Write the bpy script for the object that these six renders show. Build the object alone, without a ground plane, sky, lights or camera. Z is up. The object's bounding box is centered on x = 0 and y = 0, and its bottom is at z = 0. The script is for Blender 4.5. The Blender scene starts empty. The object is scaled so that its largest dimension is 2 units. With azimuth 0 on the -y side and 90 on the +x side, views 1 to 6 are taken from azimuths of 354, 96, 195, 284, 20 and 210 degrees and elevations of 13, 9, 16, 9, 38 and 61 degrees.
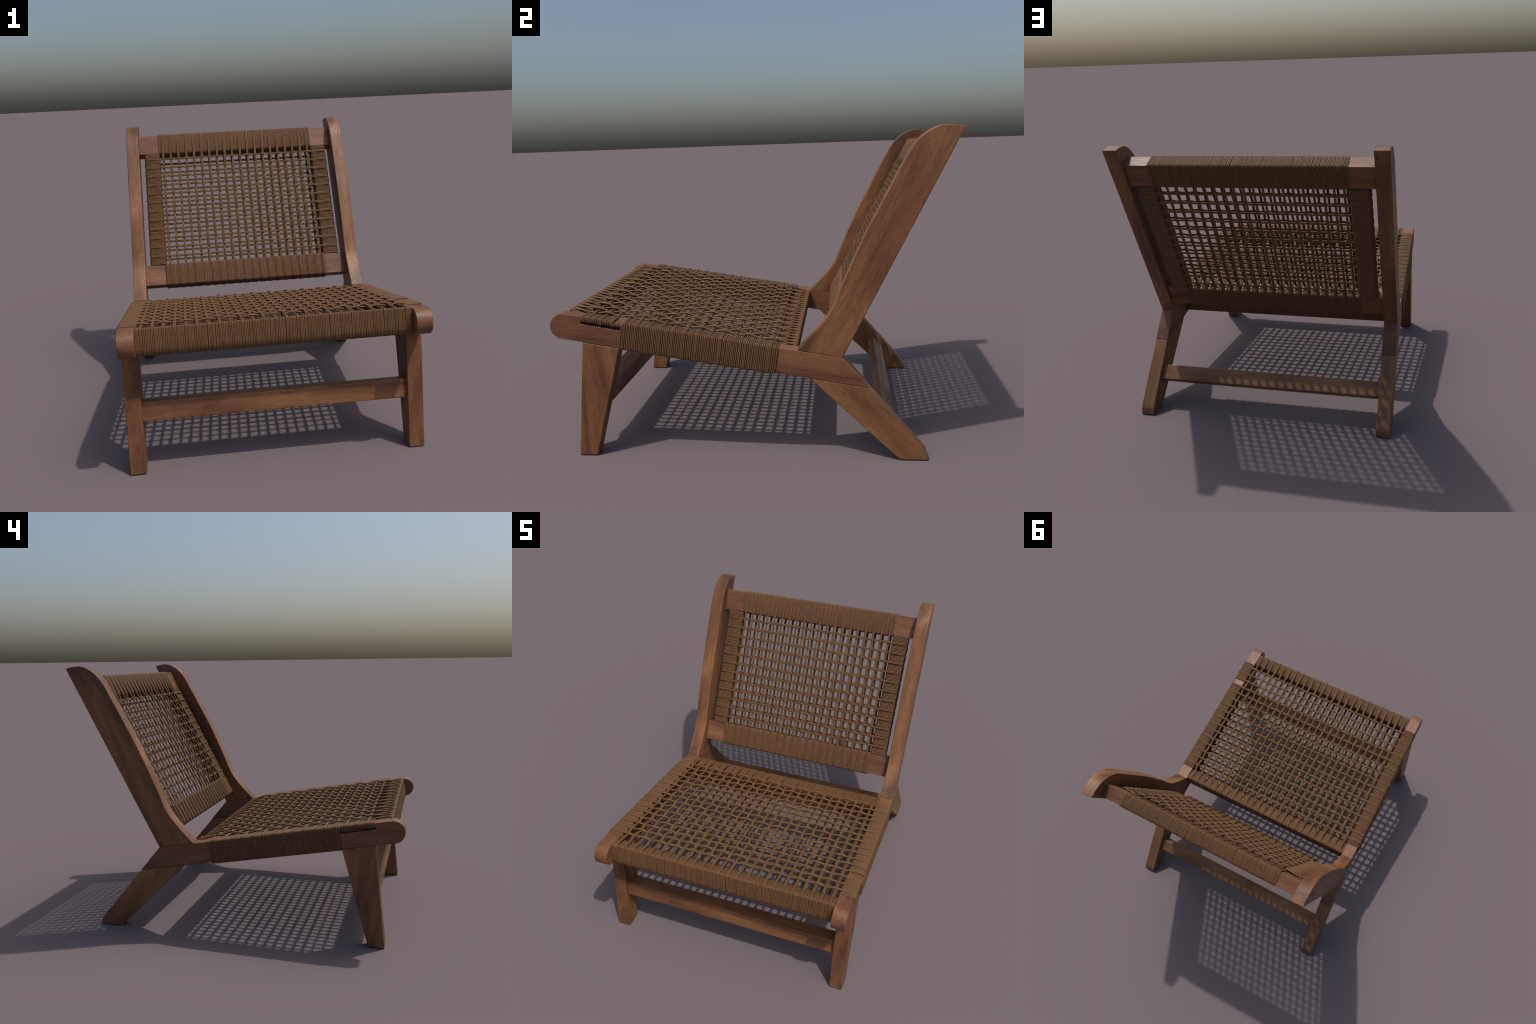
"""Low lounge chair: oiled hardwood frame, seat and backrest woven from paired brown cord."""
import bpy, bmesh, math, random
from mathutils import Vector, Matrix

random.seed(7)
SCN = bpy.context.scene

# ------------------------------------------------------------------ materials
def node(nt, kind, **kw):
    n = nt.nodes.new(kind)
    for k, v in kw.items():
        setattr(n, k, v)
    return n

def noise(nt, vec, scale, detail=4.0, rough=0.55, dist=0.0):
    n = node(nt, 'ShaderNodeTexNoise')
    n.inputs['Scale'].default_value = scale
    n.inputs['Detail'].default_value = detail
    n.inputs['Roughness'].default_value = rough
    n.inputs['Distortion'].default_value = dist
    nt.links.new(vec, n.inputs['Vector'])
    return n.outputs['Fac']

def mapped(nt, vec, scale):
    m = node(nt, 'ShaderNodeMapping')
    m.inputs['Scale'].default_value = scale
    nt.links.new(vec, m.inputs['Vector'])
    return m.outputs['Vector']

def ramp(nt, fac, stops):
    r = node(nt, 'ShaderNodeValToRGB')
    els = r.color_ramp.elements
    while len(els) < len(stops):
        els.new(0.5)
    for e, (p, c) in zip(els, stops):
        e.position = p
        e.color = (c[0], c[1], c[2], 1)
    nt.links.new(fac, r.inputs['Fac'])
    return r.outputs['Color']

def mix(nt, a, b, fac, mode='MIX'):
    m = node(nt, 'ShaderNodeMix', data_type='RGBA', blend_type=mode)
    for sock, val in ((m.inputs['Factor'], fac), (m.inputs['A'], a), (m.inputs['B'], b)):
        if isinstance(val, (int, float)):
            sock.default_value = val
        elif isinstance(val, tuple):
            sock.default_value = (*val, 1)
        else:
            nt.links.new(val, sock)
    return m.outputs['Result']

def math_node(nt, op, a, b):
    m = node(nt, 'ShaderNodeMath', operation=op)
    for s, v in zip(m.inputs, (a, b)):
        if isinstance(v, (int, float)):
            s.default_value = v
        else:
            nt.links.new(v, s)
    return m.outputs[0]

def wood_material(name, dark, mid, light, shift):
    """Oiled hardwood; the grain runs along each part's own local Z axis."""
    mat = bpy.data.materials.new(name)
    mat.use_nodes = True
    nt = mat.node_tree
    nt.nodes.clear()
    out = node(nt, 'ShaderNodeOutputMaterial')
    bsdf = node(nt, 'ShaderNodeBsdfPrincipled')
    nt.links.new(bsdf.outputs[0], out.inputs['Surface'])
    tc = node(nt, 'ShaderNodeTexCoord')
    info = node(nt, 'ShaderNodeObjectInfo')
    off = node(nt, 'ShaderNodeVectorMath', operation='ADD')
    nt.links.new(tc.outputs['Object'], off.inputs[0])
    sc = math_node(nt, 'MULTIPLY', info.outputs['Random'], 9.0)
    comb = node(nt, 'ShaderNodeCombineXYZ')
    for i in range(3):
        nt.links.new(sc, comb.inputs[i])
    nt.links.new(comb.outputs[0], off.inputs[1])
    co = off.outputs[0]
    broad = noise(nt, mapped(nt, co, (1, 1, 0.22)), 7.0 + shift, 3.0, 0.5, 0.7)
    band = noise(nt, mapped(nt, co, (1, 1, 0.07)), 30.0, 5.0, 0.6, 0.5)
    fibre = noise(nt, mapped(nt, co, (1, 1, 0.07)), 170.0, 3.0, 0.6)
    pores = noise(nt, mapped(nt, co, (1, 1, 0.09)), 300.0, 2.0, 0.5)
    f = math_node(nt, 'ADD', math_node(nt, 'MULTIPLY', broad, 0.74), math_node(nt, 'MULTIPLY', band, 0.26))
    col = ramp(nt, f, [(0.36, dark), (0.50, mid), (0.65, light)])
    col = mix(nt, col, ramp(nt, fibre, [(0.3, (0.72, 0.70, 0.68)), (0.7, (1.14, 1.14, 1.14))]), 0.8, 'MULTIPLY')
    pm = ramp(nt, pores, [(0.34, (0.5, 0.46, 0.44)), (0.42, (1, 1, 1))])
    col = mix(nt, col, pm, 0.75, 'MULTIPLY')
    nt.links.new(col, bsdf.inputs['Base Color'])
    bsdf.inputs['Specular IOR Level'].default_value = 0.42
    rg = ramp(nt, fibre, [(0.3, (0.54,) * 3), (0.7, (0.43,) * 3)])
    nt.links.new(rg, bsdf.inputs['Roughness'])
    h = math_node(nt, 'ADD', fibre, math_node(nt, 'MULTIPLY', pores, 0.6))
    bump = node(nt, 'ShaderNodeBump')
    bump.inputs['Strength'].default_value = 0.22
    bump.inputs['Distance'].default_value = 0.004
    nt.links.new(h, bump.inputs['Height'])
    nt.links.new(bump.outputs[0], bsdf.inputs['Normal'])
    return mat

def cord_material():
    mat = bpy.data.materials.new('brown_cord')
    mat.use_nodes = True
    nt = mat.node_tree
    nt.nodes.clear()
    out = node(nt, 'ShaderNodeOutputMaterial')
    bsdf = node(nt, 'ShaderNodeBsdfPrincipled')
    nt.links.new(bsdf.outputs[0], out.inputs['Surface'])
    tc = node(nt, 'ShaderNodeTexCoord')
    co = tc.outputs['Object']
    a = noise(nt, co, 42.0, 3.0, 0.55)
    b = noise(nt, co, 620.0, 2.0, 0.5)
    col = ramp(nt, a, [(0.32, CORD_DARK), (0.68, CORD_LIGHT)])
    col = mix(nt, col, ramp(nt, b, [(0.3, (0.88, 0.88, 0.88)), (0.7, (1.10, 1.10, 1.10))]), 0.7, 'MULTIPLY')
    nt.links.new(col, bsdf.inputs['Base Color'])
    bsdf.inputs['Roughness'].default_value = 0.62
    bsdf.inputs['Specular IOR Level'].default_value = 0.3
    bump = node(nt, 'ShaderNodeBump')
    bump.inputs['Strength'].default_value = 0.25
    bump.inputs['Distance'].default_value = 0.0015
    nt.links.new(b, bump.inputs['Height'])
    nt.links.new(bump.outputs[0], bsdf.inputs['Normal'])
    return mat

CORD_DARK = (0.127, 0.063, 0.026)
CORD_LIGHT = (0.160, 0.082, 0.035)
WOOD_RED = wood_material('red_brown_wood', (0.104, 0.042, 0.019), (0.176, 0.0735, 0.0335), (0.242, 0.104, 0.047), 0.0)
WOOD_MID = wood_material('brown_wood', (0.103, 0.043, 0.0175), (0.190, 0.081, 0.0335), (0.272, 0.122, 0.051), 0.7)
WOOD_GOLD = wood_material('golden_wood', (0.130, 0.057, 0.0225), (0.211, 0.0955, 0.0385), (0.280, 0.1345, 0.0565), 1.3)
CORD = cord_material()

# ------------------------------------------------------------------ assembly helpers
chair = bpy.data.objects.new('lounge_chair', None)
SCN.collection.objects.link(chair)
chair.empty_display_size = 0.2
chair['label'] = 'low brown wooden lounge chair with woven cord seat and back'
chair['category'] = 'lounge chair'
WORLD = {chair.name: Matrix.Identity(4)}

def add(name, mesh, mat, world=None, parent=None):
    ob = bpy.data.objects.new(name, mesh)
    SCN.collection.objects.link(ob)
    mesh.materials.append(mat)
    world = world or Matrix.Identity(4)
    parent = parent or chair
    ob.parent = parent
    ob.matrix_parent_inverse = WORLD[parent.name].inverted()
    ob.matrix_basis = world
    WORLD[ob.name] = world
    return ob

def grain_frame(grain, origin=(0, 0, 0), side=(1, 0, 0)):
    """Matrix whose local Z runs along the grain direction."""
    gz = Vector(grain).normalized()
    gx = Vector(side).normalized()
    gy = gz.cross(gx).normalized()
    gx = gy.cross(gz).normalized()
    m = Matrix((gx, gy, gz)).transposed().to_4x4()
    m.translation = Vector(origin)
    return m

def finish_wood(ob, bevel, segments=3):
    for p in ob.data.polygons:
        p.use_smooth = True
    m = ob.modifiers.new('eased_edges', 'BEVEL')
    m.width = bevel
    m.segments = segments
    m.limit_method = 'ANGLE'
    m.angle_limit = math.radians(28)
    m.harden_normals = True
    return ob

def slab(name, outline, x0, x1, grain, mat, bevel=0.005, cutter=None):
    """Side-view outline (y, z) sawn from a plank that reaches from x0 to x1."""
    cy = sum(p[0] for p in outline) / len(outline)
    cz = sum(p[1] for p in outline) / len(outline)
    M = grain_frame((0, *grain), ((x0 + x1) / 2, cy, cz))
    inv = M.inverted()
    bm = bmesh.new()
    rings = []
    for x in (x0, x1):
        rings.append([bm.verts.new(inv @ Vector((x, y, z))) for y, z in outline])
    n = len(outline)
    bm.faces.new(rings[0])
    bm.faces.new(list(reversed(rings[1])))
    for i in range(n):
        j = (i + 1) % n
        bm.faces.new((rings[0][j], rings[0][i], rings[1][i], rings[1][j]))
    bmesh.ops.recalc_face_normals(bm, faces=bm.faces)
    me = bpy.data.meshes.new(name)
    bm.to_mesh(me)
    bm.free()
    ob = add(name, me, mat, M)
    if cutter:
        cob = slab('slot_cutter', cutter, min(x0, x1) - 0.02, max(x0, x1) + 0.02, grain, mat, 0)
        mod = ob.modifiers.new('slot', 'BOOLEAN')
        mod.object = cob
        mod.operation = 'DIFFERENCE'
        mod.solver = 'EXACT'
        bpy.context.view_layer.update()
        ev = ob.evaluated_get(bpy.context.evaluated_depsgraph_get())
        cut = bpy.data.meshes.new_from_object(ev)
        ob.modifiers.clear()
        ob.data = cut
        bpy.data.objects.remove(cob)
    if bevel:
        finish_wood(ob, bevel)
    return ob

def beam(name, corners, x0, x1, mat, bevel=0.005):
    """Crosswise beam: cross-section corners (y, z) swept from x0 to x1, grain along x."""
    cy = sum(p[0] for p in corners) / len(corners)
    cz = sum(p[1] for p in corners) / len(corners)
    M = grain_frame((1, 0, 0), (0, cy, cz), (0, 0, 1))
    inv = M.inverted()
    bm = bmesh.new()
    a = [bm.verts.new(inv @ Vector((x0, y, z))) for y, z in corners]
    b = [bm.verts.new(inv @ Vector((x1, y, z))) for y, z in corners]
    n = len(corners)
    bm.faces.new(a)
    bm.faces.new(list(reversed(b)))
    for i in range(n):
        bm.faces.new((a[(i + 1) % n], a[i], b[i], b[(i + 1) % n]))
    bmesh.ops.recalc_face_normals(bm, faces=bm.faces)
    me = bpy.data.meshes.new(name)
    bm.to_mesh(me)
    bm.free()
    return finish_wood(add(name, me, mat, M), bevel)

def smooth_curve(pts, steps=6):
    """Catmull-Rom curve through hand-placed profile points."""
    out = []
    for i in range(len(pts) - 1):
        p0 = Vector(pts[max(i - 1, 0)]); p1 = Vector(pts[i])
        p2 = Vector(pts[i + 1]); p3 = Vector(pts[min(i + 2, len(pts) - 1)])
        for k in range(steps):
            t = k / steps
            q = 0.5 * ((2 * p1) + (p2 - p0) * t + (2 * p0 - 5 * p1 + 4 * p2 - p3) * t * t
                       + (3 * p1 - p0 - 3 * p2 + p3) * t ** 3)
            out.append((q.x, q.y))
    out.append(tuple(pts[-1]))
    return out

# ------------------------------------------------------------------ wooden frame
TILT = math.atan(0.164)                       # the seat falls towards the back
S = Vector((0, math.cos(TILT), -math.sin(TILT)))   # along the side rail, backwards
N = Vector((0, math.sin(TILT), math.cos(TILT)))    # out of the seat, upwards
SEAT0 = Vector((0, -0.840, 0.7235))           # a point on the rail's upper edge
RAIL_H = 0.1280
X_IN, X_OUT = 0.652, 0.7305

def seat_pt(s, n):
    p = SEAT0 + S * s + N * n
    return (p.y, p.z)

def s_of_y(y):
    return (y - SEAT0.y) / S.y

# side rail: rounded nose in front, slanted cut behind, slot for the cord near the nose
nose_c = s_of_y(-0.9365) + 0.0105
nose_r = RAIL_H / 2
rail_outline = []
for k in range(25):
    a = math.pi / 2 + math.pi * k / 24
    rail_outline.append(seat_pt(nose_c + nose_r * math.cos(a), -nose_r + nose_r * math.sin(a)))
rail_outline += [(0.5620, 0.3655), (0.4395, 0.5127)]
slot = [seat_pt(0.004, -0.019), seat_pt(0.240, -0.016), seat_pt(0.240, -0.0405), seat_pt(0.004, -0.0365)]

# backrest post: straight back edge, swelling front edge, rounded head
post_front = smooth_curve([(0.2235, 0.5490), (0.302, 0.6310), (0.352, 0.6880), (0.386, 0.7350), (0.416, 0.7960),
                           (0.441, 0.8600), (0.503, 0.9980), (0.566, 1.1280), (0.626, 1.2400), (0.680, 1.3400),
                           (0.742, 1.4530), (0.769, 1.4960), (0.801, 1.5350), (0.838, 1.5640), (0.876, 1.5830),
                           (0.915, 1.5900), (0.958, 1.5860), (1.0010, 1.5770)], 5)
post_outline = post_front + [(0.4400, 0.5131)]

front_leg_outline = [(-0.8400, 0.5930), (-0.6540, 0.5625), (-0.8060, 0.0), (-0.8985, 0.0)]
rear_foot = smooth_curve([(0.8190, 0.0620), (0.8350, 0.0360), (0.8430, 0.0)], 4)
rear_leg_outline = [(0.2790, 0.4110), (0.5600, 0.3650)] + rear_foot + [(0.7070, 0.0)]

for sx in (-1, 1):
    xa, xb = sorted((sx * X_IN, sx * (X_OUT + 0.0005)))
    rail = slab('side_rail', rail_outline, xa, xb, (S.y, S.z), WOOD_RED, 0.0078, slot)
    xa, xb = sorted((sx * X_IN, sx * X_OUT))
    slab('back_post', post_outline, xa, xb, (0.467, 0.884), WOOD_MID, 0.006)
    slab('leg', front_leg_outline, xa, xb, (-0.10, 1.0), WOOD_MID, 0.005)
    slab('leg', rear_leg_outline, xa, xb, (0.70, -0.71), WOOD_GOLD, 0.006)

# stretchers tie each pair of legs
beam('stretcher', [(-0.8545, 0.251), (-0.842, 0.345), (-0.750, 0.322), (-0.7615, 0.231)], -X_IN - 0.01, X_IN + 0.01, WOOD_MID, 0.005)
rd = Vector((0.66, -0.75)).normalized()
re = Vector((-0.75, -0.66)).normalized()
r0 = Vector((0.6360, 0.2338))
beam('stretcher', [tuple(r0), tuple(r0 + rd * 0.090), tuple(r0 + rd * 0.090 + re * 0.052), tuple(r0 + re * 0.052)],
     -X_IN - 0.01, X_IN + 0.01, WOOD_GOLD, 0.006)

# seat crosswise rails (hidden under the cord)
FRONT_S0, FRONT_S1 = s_of_y(-0.930) + 0.007, s_of_y(-0.930) + 0.086
REAR_S1 = s_of_y(0.222) - 0.007
REAR_S0 = REAR_S1 - 0.082
SEAT_BOT = -RAIL_H + 0.004
front_rail = beam('seat_rail', [seat_pt(FRONT_S0 + 0.014, -0.003), seat_pt(FRONT_S1, -0.019), seat_pt(FRONT_S1, SEAT_BOT),
                                seat_pt(FRONT_S0 + 0.02, SEAT_BOT), seat_pt(FRONT_S0, SEAT_BOT + 0.045), seat_pt(FRONT_S0, -0.02)], -X_IN - 0.01, X_IN + 0.01, WOOD_RED)
rear_rail = beam('seat_rail', [seat_pt(REAR_S0, -0.026), seat_pt(REAR_S1, -0.010), seat_pt(REAR_S1, SEAT_BOT),
                               seat_pt(REAR_S0, SEAT_BOT)], -X_IN - 0.01, X_IN + 0.01, WOOD_RED)

# backrest frame, in its own inclined plane
T = Vector((0, 0.468, 0.8837)).normalized()       # up the backrest
W = Vector((0, -T.z, T.y))                        # out of its front
BACK0 = Vector((0, 0.372, 0.603))                 # lower front edge
BACK_H, RAIL_V, BACK_D = 1.048, 0.133, 0.084
def back_pt(v, w):
    p = BACK0 + T * v + W * w
    return (p.y, p.z)
def back_beam(v0, v1, in0, in1):
    return beam('backrest_rail', [back_pt(v0, -in0), back_pt(v1, -in1), back_pt(v1, -BACK_D), back_pt(v0, -BACK_D)],
                -X_IN - 0.008, X_IN + 0.008, WOOD_RED, 0.003)
low_rail = back_beam(0.0, RAIL_V, 0.003, 0.003)
head_rail = back_beam(BACK_H - RAIL_V, BACK_H, 0.009, 0.002)
STILE_IN, STILE_OUT = 0.523, 0.611
stiles = []
for sx in (-1, 1):
    xa, xb = sorted((sx * STILE_IN, sx * STILE_OUT))
    stiles.append(slab('backrest_stile', [back_pt(RAIL_V - 0.01, -0.013), back_pt(BACK_H - RAIL_V + 0.01, -0.013),
                                          back_pt(BACK_H - RAIL_V + 0.01, -BACK_D + 0.004), back_pt(RAIL_V - 0.01, -BACK_D + 0.004)],
                       xa, xb, (T.y, T.z), WOOD_RED, 0.004))

# ------------------------------------------------------------------ cord work
R = 0.0041                 # cord half width (seat)
R_BACK = 0.0037            # the backrest cord is a little finer

def tube_mesh(name, paths, wide, flat=0.85, sides=8):
    """paths: list of (points, binormal, closed)."""
    verts, faces = [], []
    for pts, b, closed in paths:
        n = len(pts)
        base = len(verts)
        for i, p in enumerate(pts):
            if closed:
                t = (pts[(i + 1) % n] - pts[i - 1]).normalized()
            else:
                t = (pts[min(i + 1, n - 1)] - pts[max(i - 1, 0)]).normalized()
            bn = (b - t * b.dot(t)).normalized()
            nn = t.cross(bn)
            for k in range(sides):
                a = 2 * math.pi * k / sides
                verts.append(p + bn * (wide * math.cos(a)) + nn * (wide * flat * math.sin(a)))
        for i in range(n if closed else n - 1):
            j = (i + 1) % n
            for k in range(sides):
                m = (k + 1) % sides
                faces.append((base + i * sides + k, base + i * sides + m, base + j * sides + m, base + j * sides + k))
        if not closed:
            faces.append(tuple(base + k for k in reversed(range(sides))))
            faces.append(tuple(base + (n - 1) * sides + k for k in range(sides)))
    me = bpy.data.meshes.new(name)
    me.from_pydata(verts, [], faces)
    me.polygons.foreach_set('use_smooth', [True] * len(me.polygons))
    me.update()
    return me

def rounded_loop(corners, radius, steps=4):
    """Closed 2D polygon with rounded corners."""
    out = []
    n = len(corners)
    for i in range(n):
        p = Vector(corners[i]); a = Vector(corners[i - 1]); c = Vector(corners[(i + 1) % n])
        da, dc = (a - p), (c - p)
        r = min(radius, da.length * 0.45, dc.length * 0.45)
        p1, p2 = p + da.normalized() * r, p + dc.normalized() * r
        for k in range(steps + 1):
            t = k / steps
            out.append((1 - t) ** 2 * p1 + 2 * t * (1 - t) * p + t * t * p2)
    return out

class Plane:
    """A woven panel: a = axis across (world x), v = along, w = out of the face."""
    def __init__(self, origin, vdir, wdir):
        self.o, self.v, self.w = origin, vdir, wdir
        self.x = Vector((1, 0, 0))
    def at(self, x, v, w):
        return self.o + self.x * x + self.v * v + self.w * w

seat = Plane(SEAT0, S, N)
back = Plane(BACK0, T, W)

def wrap_loops(plane, axis, positions, section):
    """One closed turn of cord per position; section(i, pos) -> 2D polygon in the rail's cross plane.
    axis 'x': rail runs along x, polygon is (v, w).  axis 'v': rail runs along v, polygon is (x, w)."""
    paths = []
    for i, pos in enumerate(positions):
        jit = random.uniform(-0.0007, 0.0007)
        poly = rounded_loop(section(i, pos), 0.012)
        if axis == 'x':
            pts = [plane.at(pos + jit, q.x, q.y) for q in poly]
            b = plane.x
        else:
            pts = [plane.at(q.x, pos + jit, q.y) for q in poly]
            b = plane.v
        paths.append((pts, b, True))
    return paths

def fill_positions(pairs, lo, hi, per_gap, half):
    """Turns of cord that fill the rail between neighbouring pairs: (position, place in its group 0..1, group)."""
    stops = [None] + list(pairs) + [None]
    pitch = ((pairs[1] - pairs[0]) - 2 * half * 2) / per_gap
    out = []
    for g, (a, b) in enumerate(zip(stops, stops[1:])):
        a2 = lo if a is None else a + 2 * half
        b2 = hi if b is None else b - 2 * half
        n = max(0, int(round((b2 - a2) / pitch)))
        for k in range(n):
            out.append((a2 + (b2 - a2) * (k + 0.5) / n, (k + 0.5) / n, g))
    return out

def pillow(f):
    return 1 - abs(2 * f - 1) ** 6

def weave_profile(c0, c1, crossings, amps, h0=0.0, h1=0.0, steps=6):
    """Offsets along a strand from c0 to c1 passing crossings with given heights."""
    ks = [(c0, h0)] + list(zip(crossings, amps)) + [(c1, h1)]
    out = []
    for (a, ha), (b, hb) in zip(ks, ks[1:]):
        for k in range(steps):
            t = k / steps
            e = t * t * (3 - 2 * t)
            out.append((a + (b - a) * t, ha + (hb - ha) * e))
    out.append((c1, h1))
    return out

def strand_loop(c0, c1, top, bot, crossings, amps, inset, h0=0.0, h1=0.0, chamfer=None):
    """Closed strand: woven on the face, round the far rail, straight on the reverse, round the near rail.
    h0, h1: height of the strand over the near and far rail; chamfer: eased lower corner of the near rail."""
    r = 0.012
    C = Vector
    face = weave_profile(c0 + inset[0], c1 - inset[1], crossings, amps, h0, h1)
    t0, t1 = top + h0, top + h1
    def corner(p1, p, p2):
        return [(1 - t) ** 2 * p1 + 2 * t * (1 - t) * p + t * t * p2 for t in (0.2, 0.4, 0.6, 0.8, 1.0)]
    pts = [C((c0 + r, t0))] + [C((c, top + h)) for c, h in face] + [C((c1 - r, t1))]
    pts += corner(C((c1 - r, t1)), C((c1, t1)), C((c1, t1 - r)))
    pts += [C((c1, bot + r))] + corner(C((c1, bot + r)), C((c1, bot)), C((c1 - r, bot)))
    m = 8
    if chamfer:
        ch_w, ch_h = chamfer
        e = c0 + ch_w
        pts += [C((c1 - r + (e - c1 + 2 * r) * k / m, bot)) for k in range(1, m + 1)]
        pts += corner(C((e + r, bot)), C((e, bot)), C((e - 0.008, bot + 0.008 * ch_h / ch_w)))
        pts += corner(C((c0 + 0.006, bot + ch_h - 0.006 * ch_h / ch_w)), C((c0, bot + ch_h)), C((c0, bot + ch_h + 0.016)))
    else:
        pts += [C((c1 - r + (c0 - c1 + 2 * r) * k / m, bot)) for k in range(1, m + 1)]
        pts += corner(C((c0 + r, bot)), C((c0, bot)), C((c0, bot + r)))
    pts += [C((c0, t0 - r))] + corner(C((c0, t0 - r)), C((c0, t0)), C((c0 + r, t0)))[:-1]
    return pts

def short_strand(c0, c1, top, low, crossings, amps, inset):
    """Open strand that is hooked through a slot at both ends instead of returning on the reverse."""
    q = 0.008
    C = Vector
    face = weave_profile(c0 + inset, c1 - inset, crossings, amps)
    def end(c, d):
        pts = [C((c + d * 0.070, low)), C((c + d * 0.04, low)), C((c + d * q, low))]
        for p1, p, p2 in ((C((c + d * q, low)), C((c, low)), C((c, low + q))), (C((c, top - q)), C((c, top)), C((c + d * q, top)))):
            pts += [(1 - t) ** 2 * p1 + 2 * t * (1 - t) * p + t * t * p2 for t in (0.25, 0.5, 0.75, 1.0)]
        return pts
    return end(c0, 1) + [C((c, top + h)) for c, h in face] + end(c1, -1)[::-1]

def cords(name, plane, axis, pos, outline, half, closed=True):
    """A pair of cords lying side by side, as one named part."""
    paths = []
    ph = random.uniform(0, 6.28)
    sway = random.uniform(-0.0010, 0.0010)
    for sgn in (-1, 1):
        pts = []
        for i, q in enumerate(outline):
            d = pos + sgn * half * 0.90 + sway * math.sin(q.x * 9 + ph) + sgn * 0.0004 * math.sin(q.x * 37 + ph)
            pts.append(plane.at(d, q.x, q.y) if axis == 'x' else plane.at(q.x, d, q.y))
        paths.append((pts, plane.x if axis == 'x' else plane.v, closed))
    return add(name, tube_mesh(name, paths, half, 0.95), CORD)

def wrapping(parent, paths, half):
    ob = add('cord_wrapping', tube_mesh('cord_wrapping', paths, half * 0.98), CORD, None, parent)
    ob['kind'] = 'stuff'
    return ob

# ---- seat
seat_warp_x = [(i - 12) * 0.052 for i in range(25)]
seat_weft_s = [s_of_y(-0.797 + 0.0596 * j) for j in range(16)]
top_w = R + 0.001
bot_w = -RAIL_H - R
f0, f1 = FRONT_S0 - R, REAR_S1 + R
AMP_WARP, AMP_WEFT = 0.0066, 0.0036
CHAMFER = (0.014, 0.026)
REAR_TOP, REAR_INNER = -0.004, -0.020
for i, x in enumerate(seat_warp_x):
    amps = [(AMP_WARP if (i + j) % 2 else -AMP_WARP * 0.8) + 0.001 for j in range(16)]
    loop = strand_loop(f0 - 0.001, f1 + 0.001, top_w, SEAT_BOT - R + 0.002, seat_weft_s, amps, (0.03, 0.02),
                       0.001, REAR_TOP - top_w + 0.001, CHAMFER)
    cords('warp_cord', seat, 'x', x, loop, R)
x1 = X_OUT + 0.0015 + R
for j, s in enumerate(seat_weft_s):
    amps = [(AMP_WEFT if (i + j) % 2 == 0 else -AMP_WEFT) for i in range(25)]
    if s < s_of_y(-0.634):
        cords('weft_cord', seat, 'v', s, short_strand(-x1, x1, top_w, -0.020 - R, seat_warp_x, amps, 0.07), R, False)
    else:
        loop = strand_loop(-x1, x1, top_w, bot_w - 0.001, seat_warp_x, amps, (0.07, 0.07), 0.001, 0.001)
        # on the reverse the strand lifts off the rails a little
        loop = [Vector((q.x, q.y + (0.009 if q.y < -0.1 and abs(q.x) < X_IN - 0.03 else 0.0))) for q in loop]
        cords('weft_cord', seat, 'v', s, loop, R)

# front rail: the wrapping slopes down behind the edge so that the warp pairs stand clear of it
fp = fill_positions(seat_warp_x, -X_IN + 0.001, X_IN - 0.001, 5, R)
def front_section(i, pos):
    d = random.uniform(-0.0007, 0.0007)
    a, b = FRONT_S0 - R + d, FRONT_S1 + R
    lo = SEAT_BOT - R + 0.003
    return [(a + 0.001, top_w - 0.005 + d), (a + 0.007, top_w - 0.0015 + d), (b, top_w - 0.017), (b, lo), (a - 0.004 + CHAMFER[0], lo), (a - 0.004, lo + CHAMFER[1])]
wrapping(front_rail, wrap_loops(seat, 'x', [p[0] for p in fp], front_section), R * 0.93)
# rear rail: it lies lower, the warp pairs dive down to its far edge
def rear_section(i, pos):
    d = random.uniform(-0.0006, 0.0006)
    return [(REAR_S0 - R, REAR_INNER + d), (REAR_S1 + R, REAR_TOP + d), (REAR_S1 + R, SEAT_BOT - R), (REAR_S0 - R, SEAT_BOT - R)]
wrapping(rear_rail, wrap_loops(seat, 'x', [p[0] for p in fp], rear_section), R * 0.93)

rails = [o for o in chair.children if o.name.startswith('side_rail')]
SLOT_END = s_of_y(-0.634)
for rail in rails:
    sx = 1 if WORLD[rail.name].translation.x > 0 else -1
    sp = fill_positions(seat_weft_s, s_of_y(-0.834), 0.988, 5, R)
    def side_section(i, pos):
        s, f, g = sp[i]
        d = random.uniform(-0.0006, 0.0006)
        low = -0.020 - R + 0.012 * s if s < SLOT_END else -RAIL_H - R - 0.001
        xi, xo = X_IN - R, X_OUT + 0.0005 + R
        if sx > 0:                                   # wrapping sags towards the weave
            t_in, t_out = top_w - 0.003, top_w - 0.0005
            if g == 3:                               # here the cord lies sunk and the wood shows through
                t_in = t_out = -R - 0.001
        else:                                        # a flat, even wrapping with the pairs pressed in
            t_in = t_out = top_w - 0.0025 + 0.0010 * pillow(f)
        return [(sx * (xo + d), t_out + d), (sx * xi, t_in + d), (sx * xi, low), (sx * (xo + d), low)]
    wrapping(rail, wrap_loops(seat, 'v', [p[0] for p in sp], side_section), R)

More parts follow.
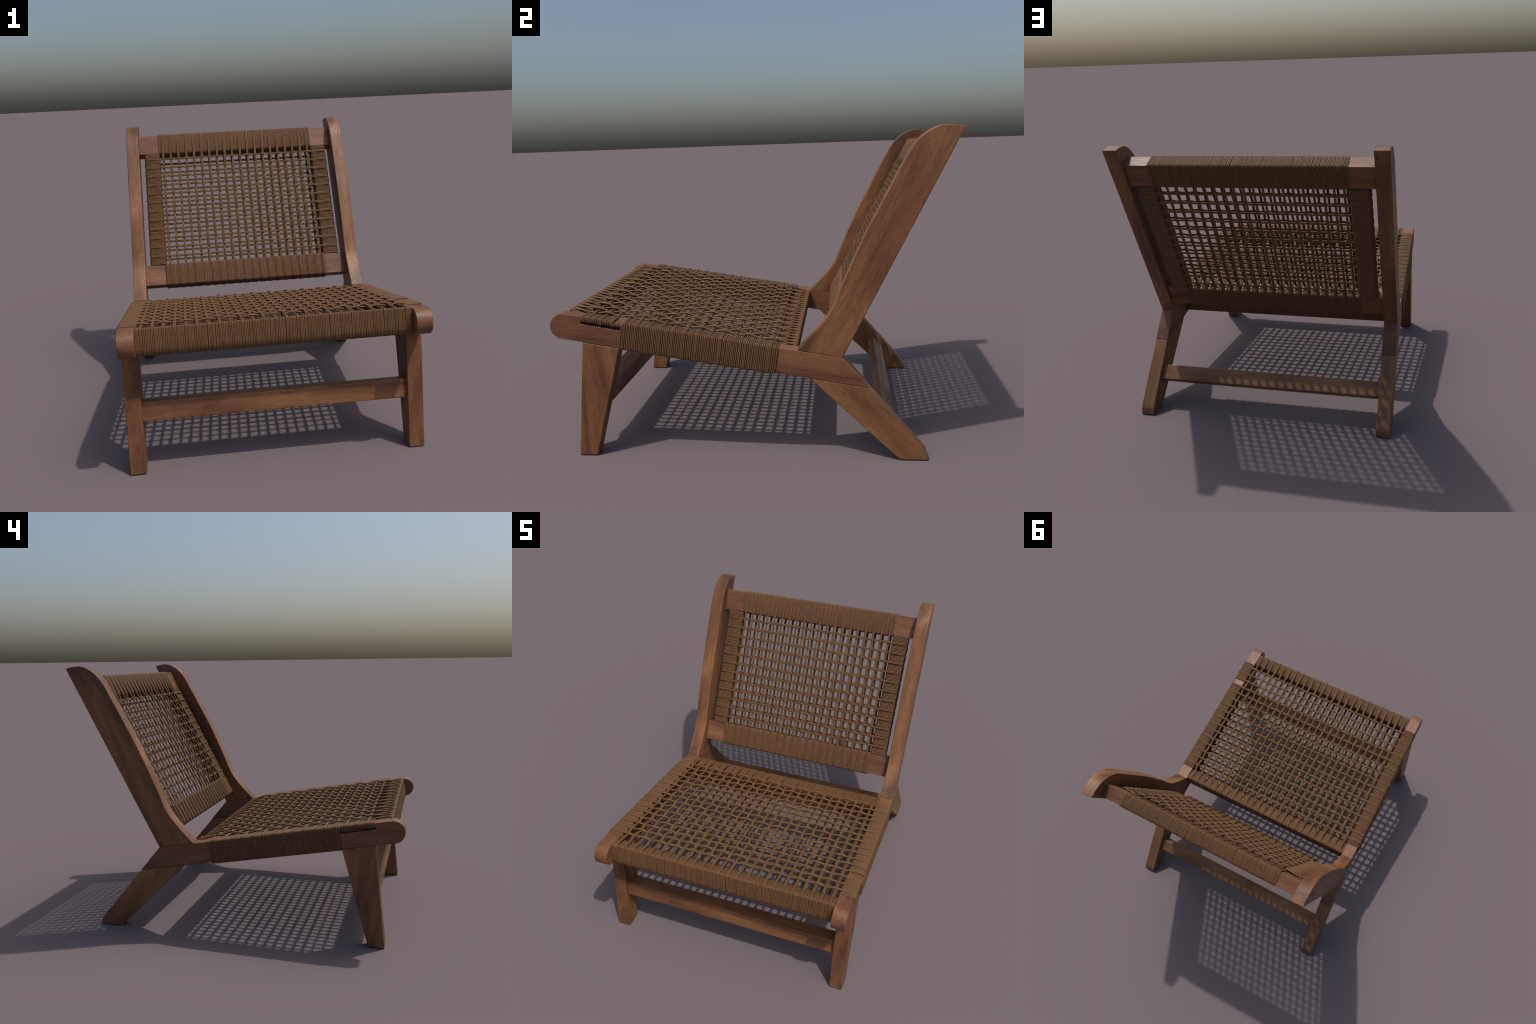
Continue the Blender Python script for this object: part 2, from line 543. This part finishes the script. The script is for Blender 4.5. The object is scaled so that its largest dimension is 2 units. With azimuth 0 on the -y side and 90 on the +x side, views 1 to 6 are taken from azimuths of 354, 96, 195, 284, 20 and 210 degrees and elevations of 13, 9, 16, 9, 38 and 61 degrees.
# ---- backrest
back_warp_x = [(i - 9.5) * 0.0521 for i in range(20)]
back_weft_v = [0.870 - 0.0618 * j for j in range(12)]
Q = R_BACK
bt = Q - 0.001
bb = -BACK_D - Q
for i, x in enumerate(back_warp_x):
    order = list(range(12))[::-1]
    vs = [back_weft_v[j] for j in order]
    amps = [(0.0042 if (i + j) % 2 == 0 else -0.0034) for j in order]
    loop = strand_loop(-Q, BACK_H + Q, bt, bb + Q * 0.6, vs, amps, (RAIL_V + 0.01, 0.10), -0.002, 0.0)
    cords('warp_cord', back, 'x', x, loop, Q)
xs = STILE_OUT + Q
for j, v in enumerate(back_weft_v):
    amps = [(0.0036 if (i + j) % 2 else -0.0036) for i in range(20)]
    loop = strand_loop(-xs, xs, bt, bb + 0.001, back_warp_x, amps, (0.085, 0.085), 0.0, 0.001)
    cords('weft_cord', back, 'v', v, loop, Q)

bp = fill_positions(back_warp_x, -0.522, 0.522, 6, Q)
def head_section(i, pos):
    d = random.uniform(-0.0005, 0.0005)
    lo = BACK_H - RAIL_V - Q
    return [(BACK_H + Q + d, bt + d), (lo, bt - 0.008), (lo, bb), (BACK_H + Q, bb)]
wrapping(head_rail, wrap_loops(back, 'x', [p[0] for p in bp], head_section), Q * 0.88)
def low_section(i, pos):
    d = random.uniform(-0.0003, 0.0003) + 0.0060 * pillow(bp[i][1])
    return [(RAIL_V + Q, bt + d), (-Q - d * 0.5, bt + d), (-Q - d * 0.5, bb), (RAIL_V + Q, bb)]
wrapping(low_rail, wrap_loops(back, 'x', [p[0] for p in bp], low_section), Q * 0.84)

for stile, sx in zip(stiles, (-1, 1)):
    tp = fill_positions(sorted(back_weft_v), RAIL_V + 0.003, BACK_H - RAIL_V - 0.003, 6, Q)
    def stile_section(i, pos):
        d = random.uniform(-0.0005, 0.0005)
        xi, xo = STILE_IN - Q, STILE_OUT + Q
        p = 0.0040 * pillow(tp[i][1])
        if sx > 0:
            t_in, t_out = bt - 0.010, bt - 0.003
        else:
            t_in, t_out = bt + p * 0.4 - 0.002, bt - 0.008
        return [(sx * (xo + p), t_out + d), (sx * xi, t_in + d), (sx * xi, bb), (sx * (xo + p * 0.5), bb)]
    wrapping(stile, wrap_loops(back, 'v', [p[0] for p in tp], stile_section), Q)
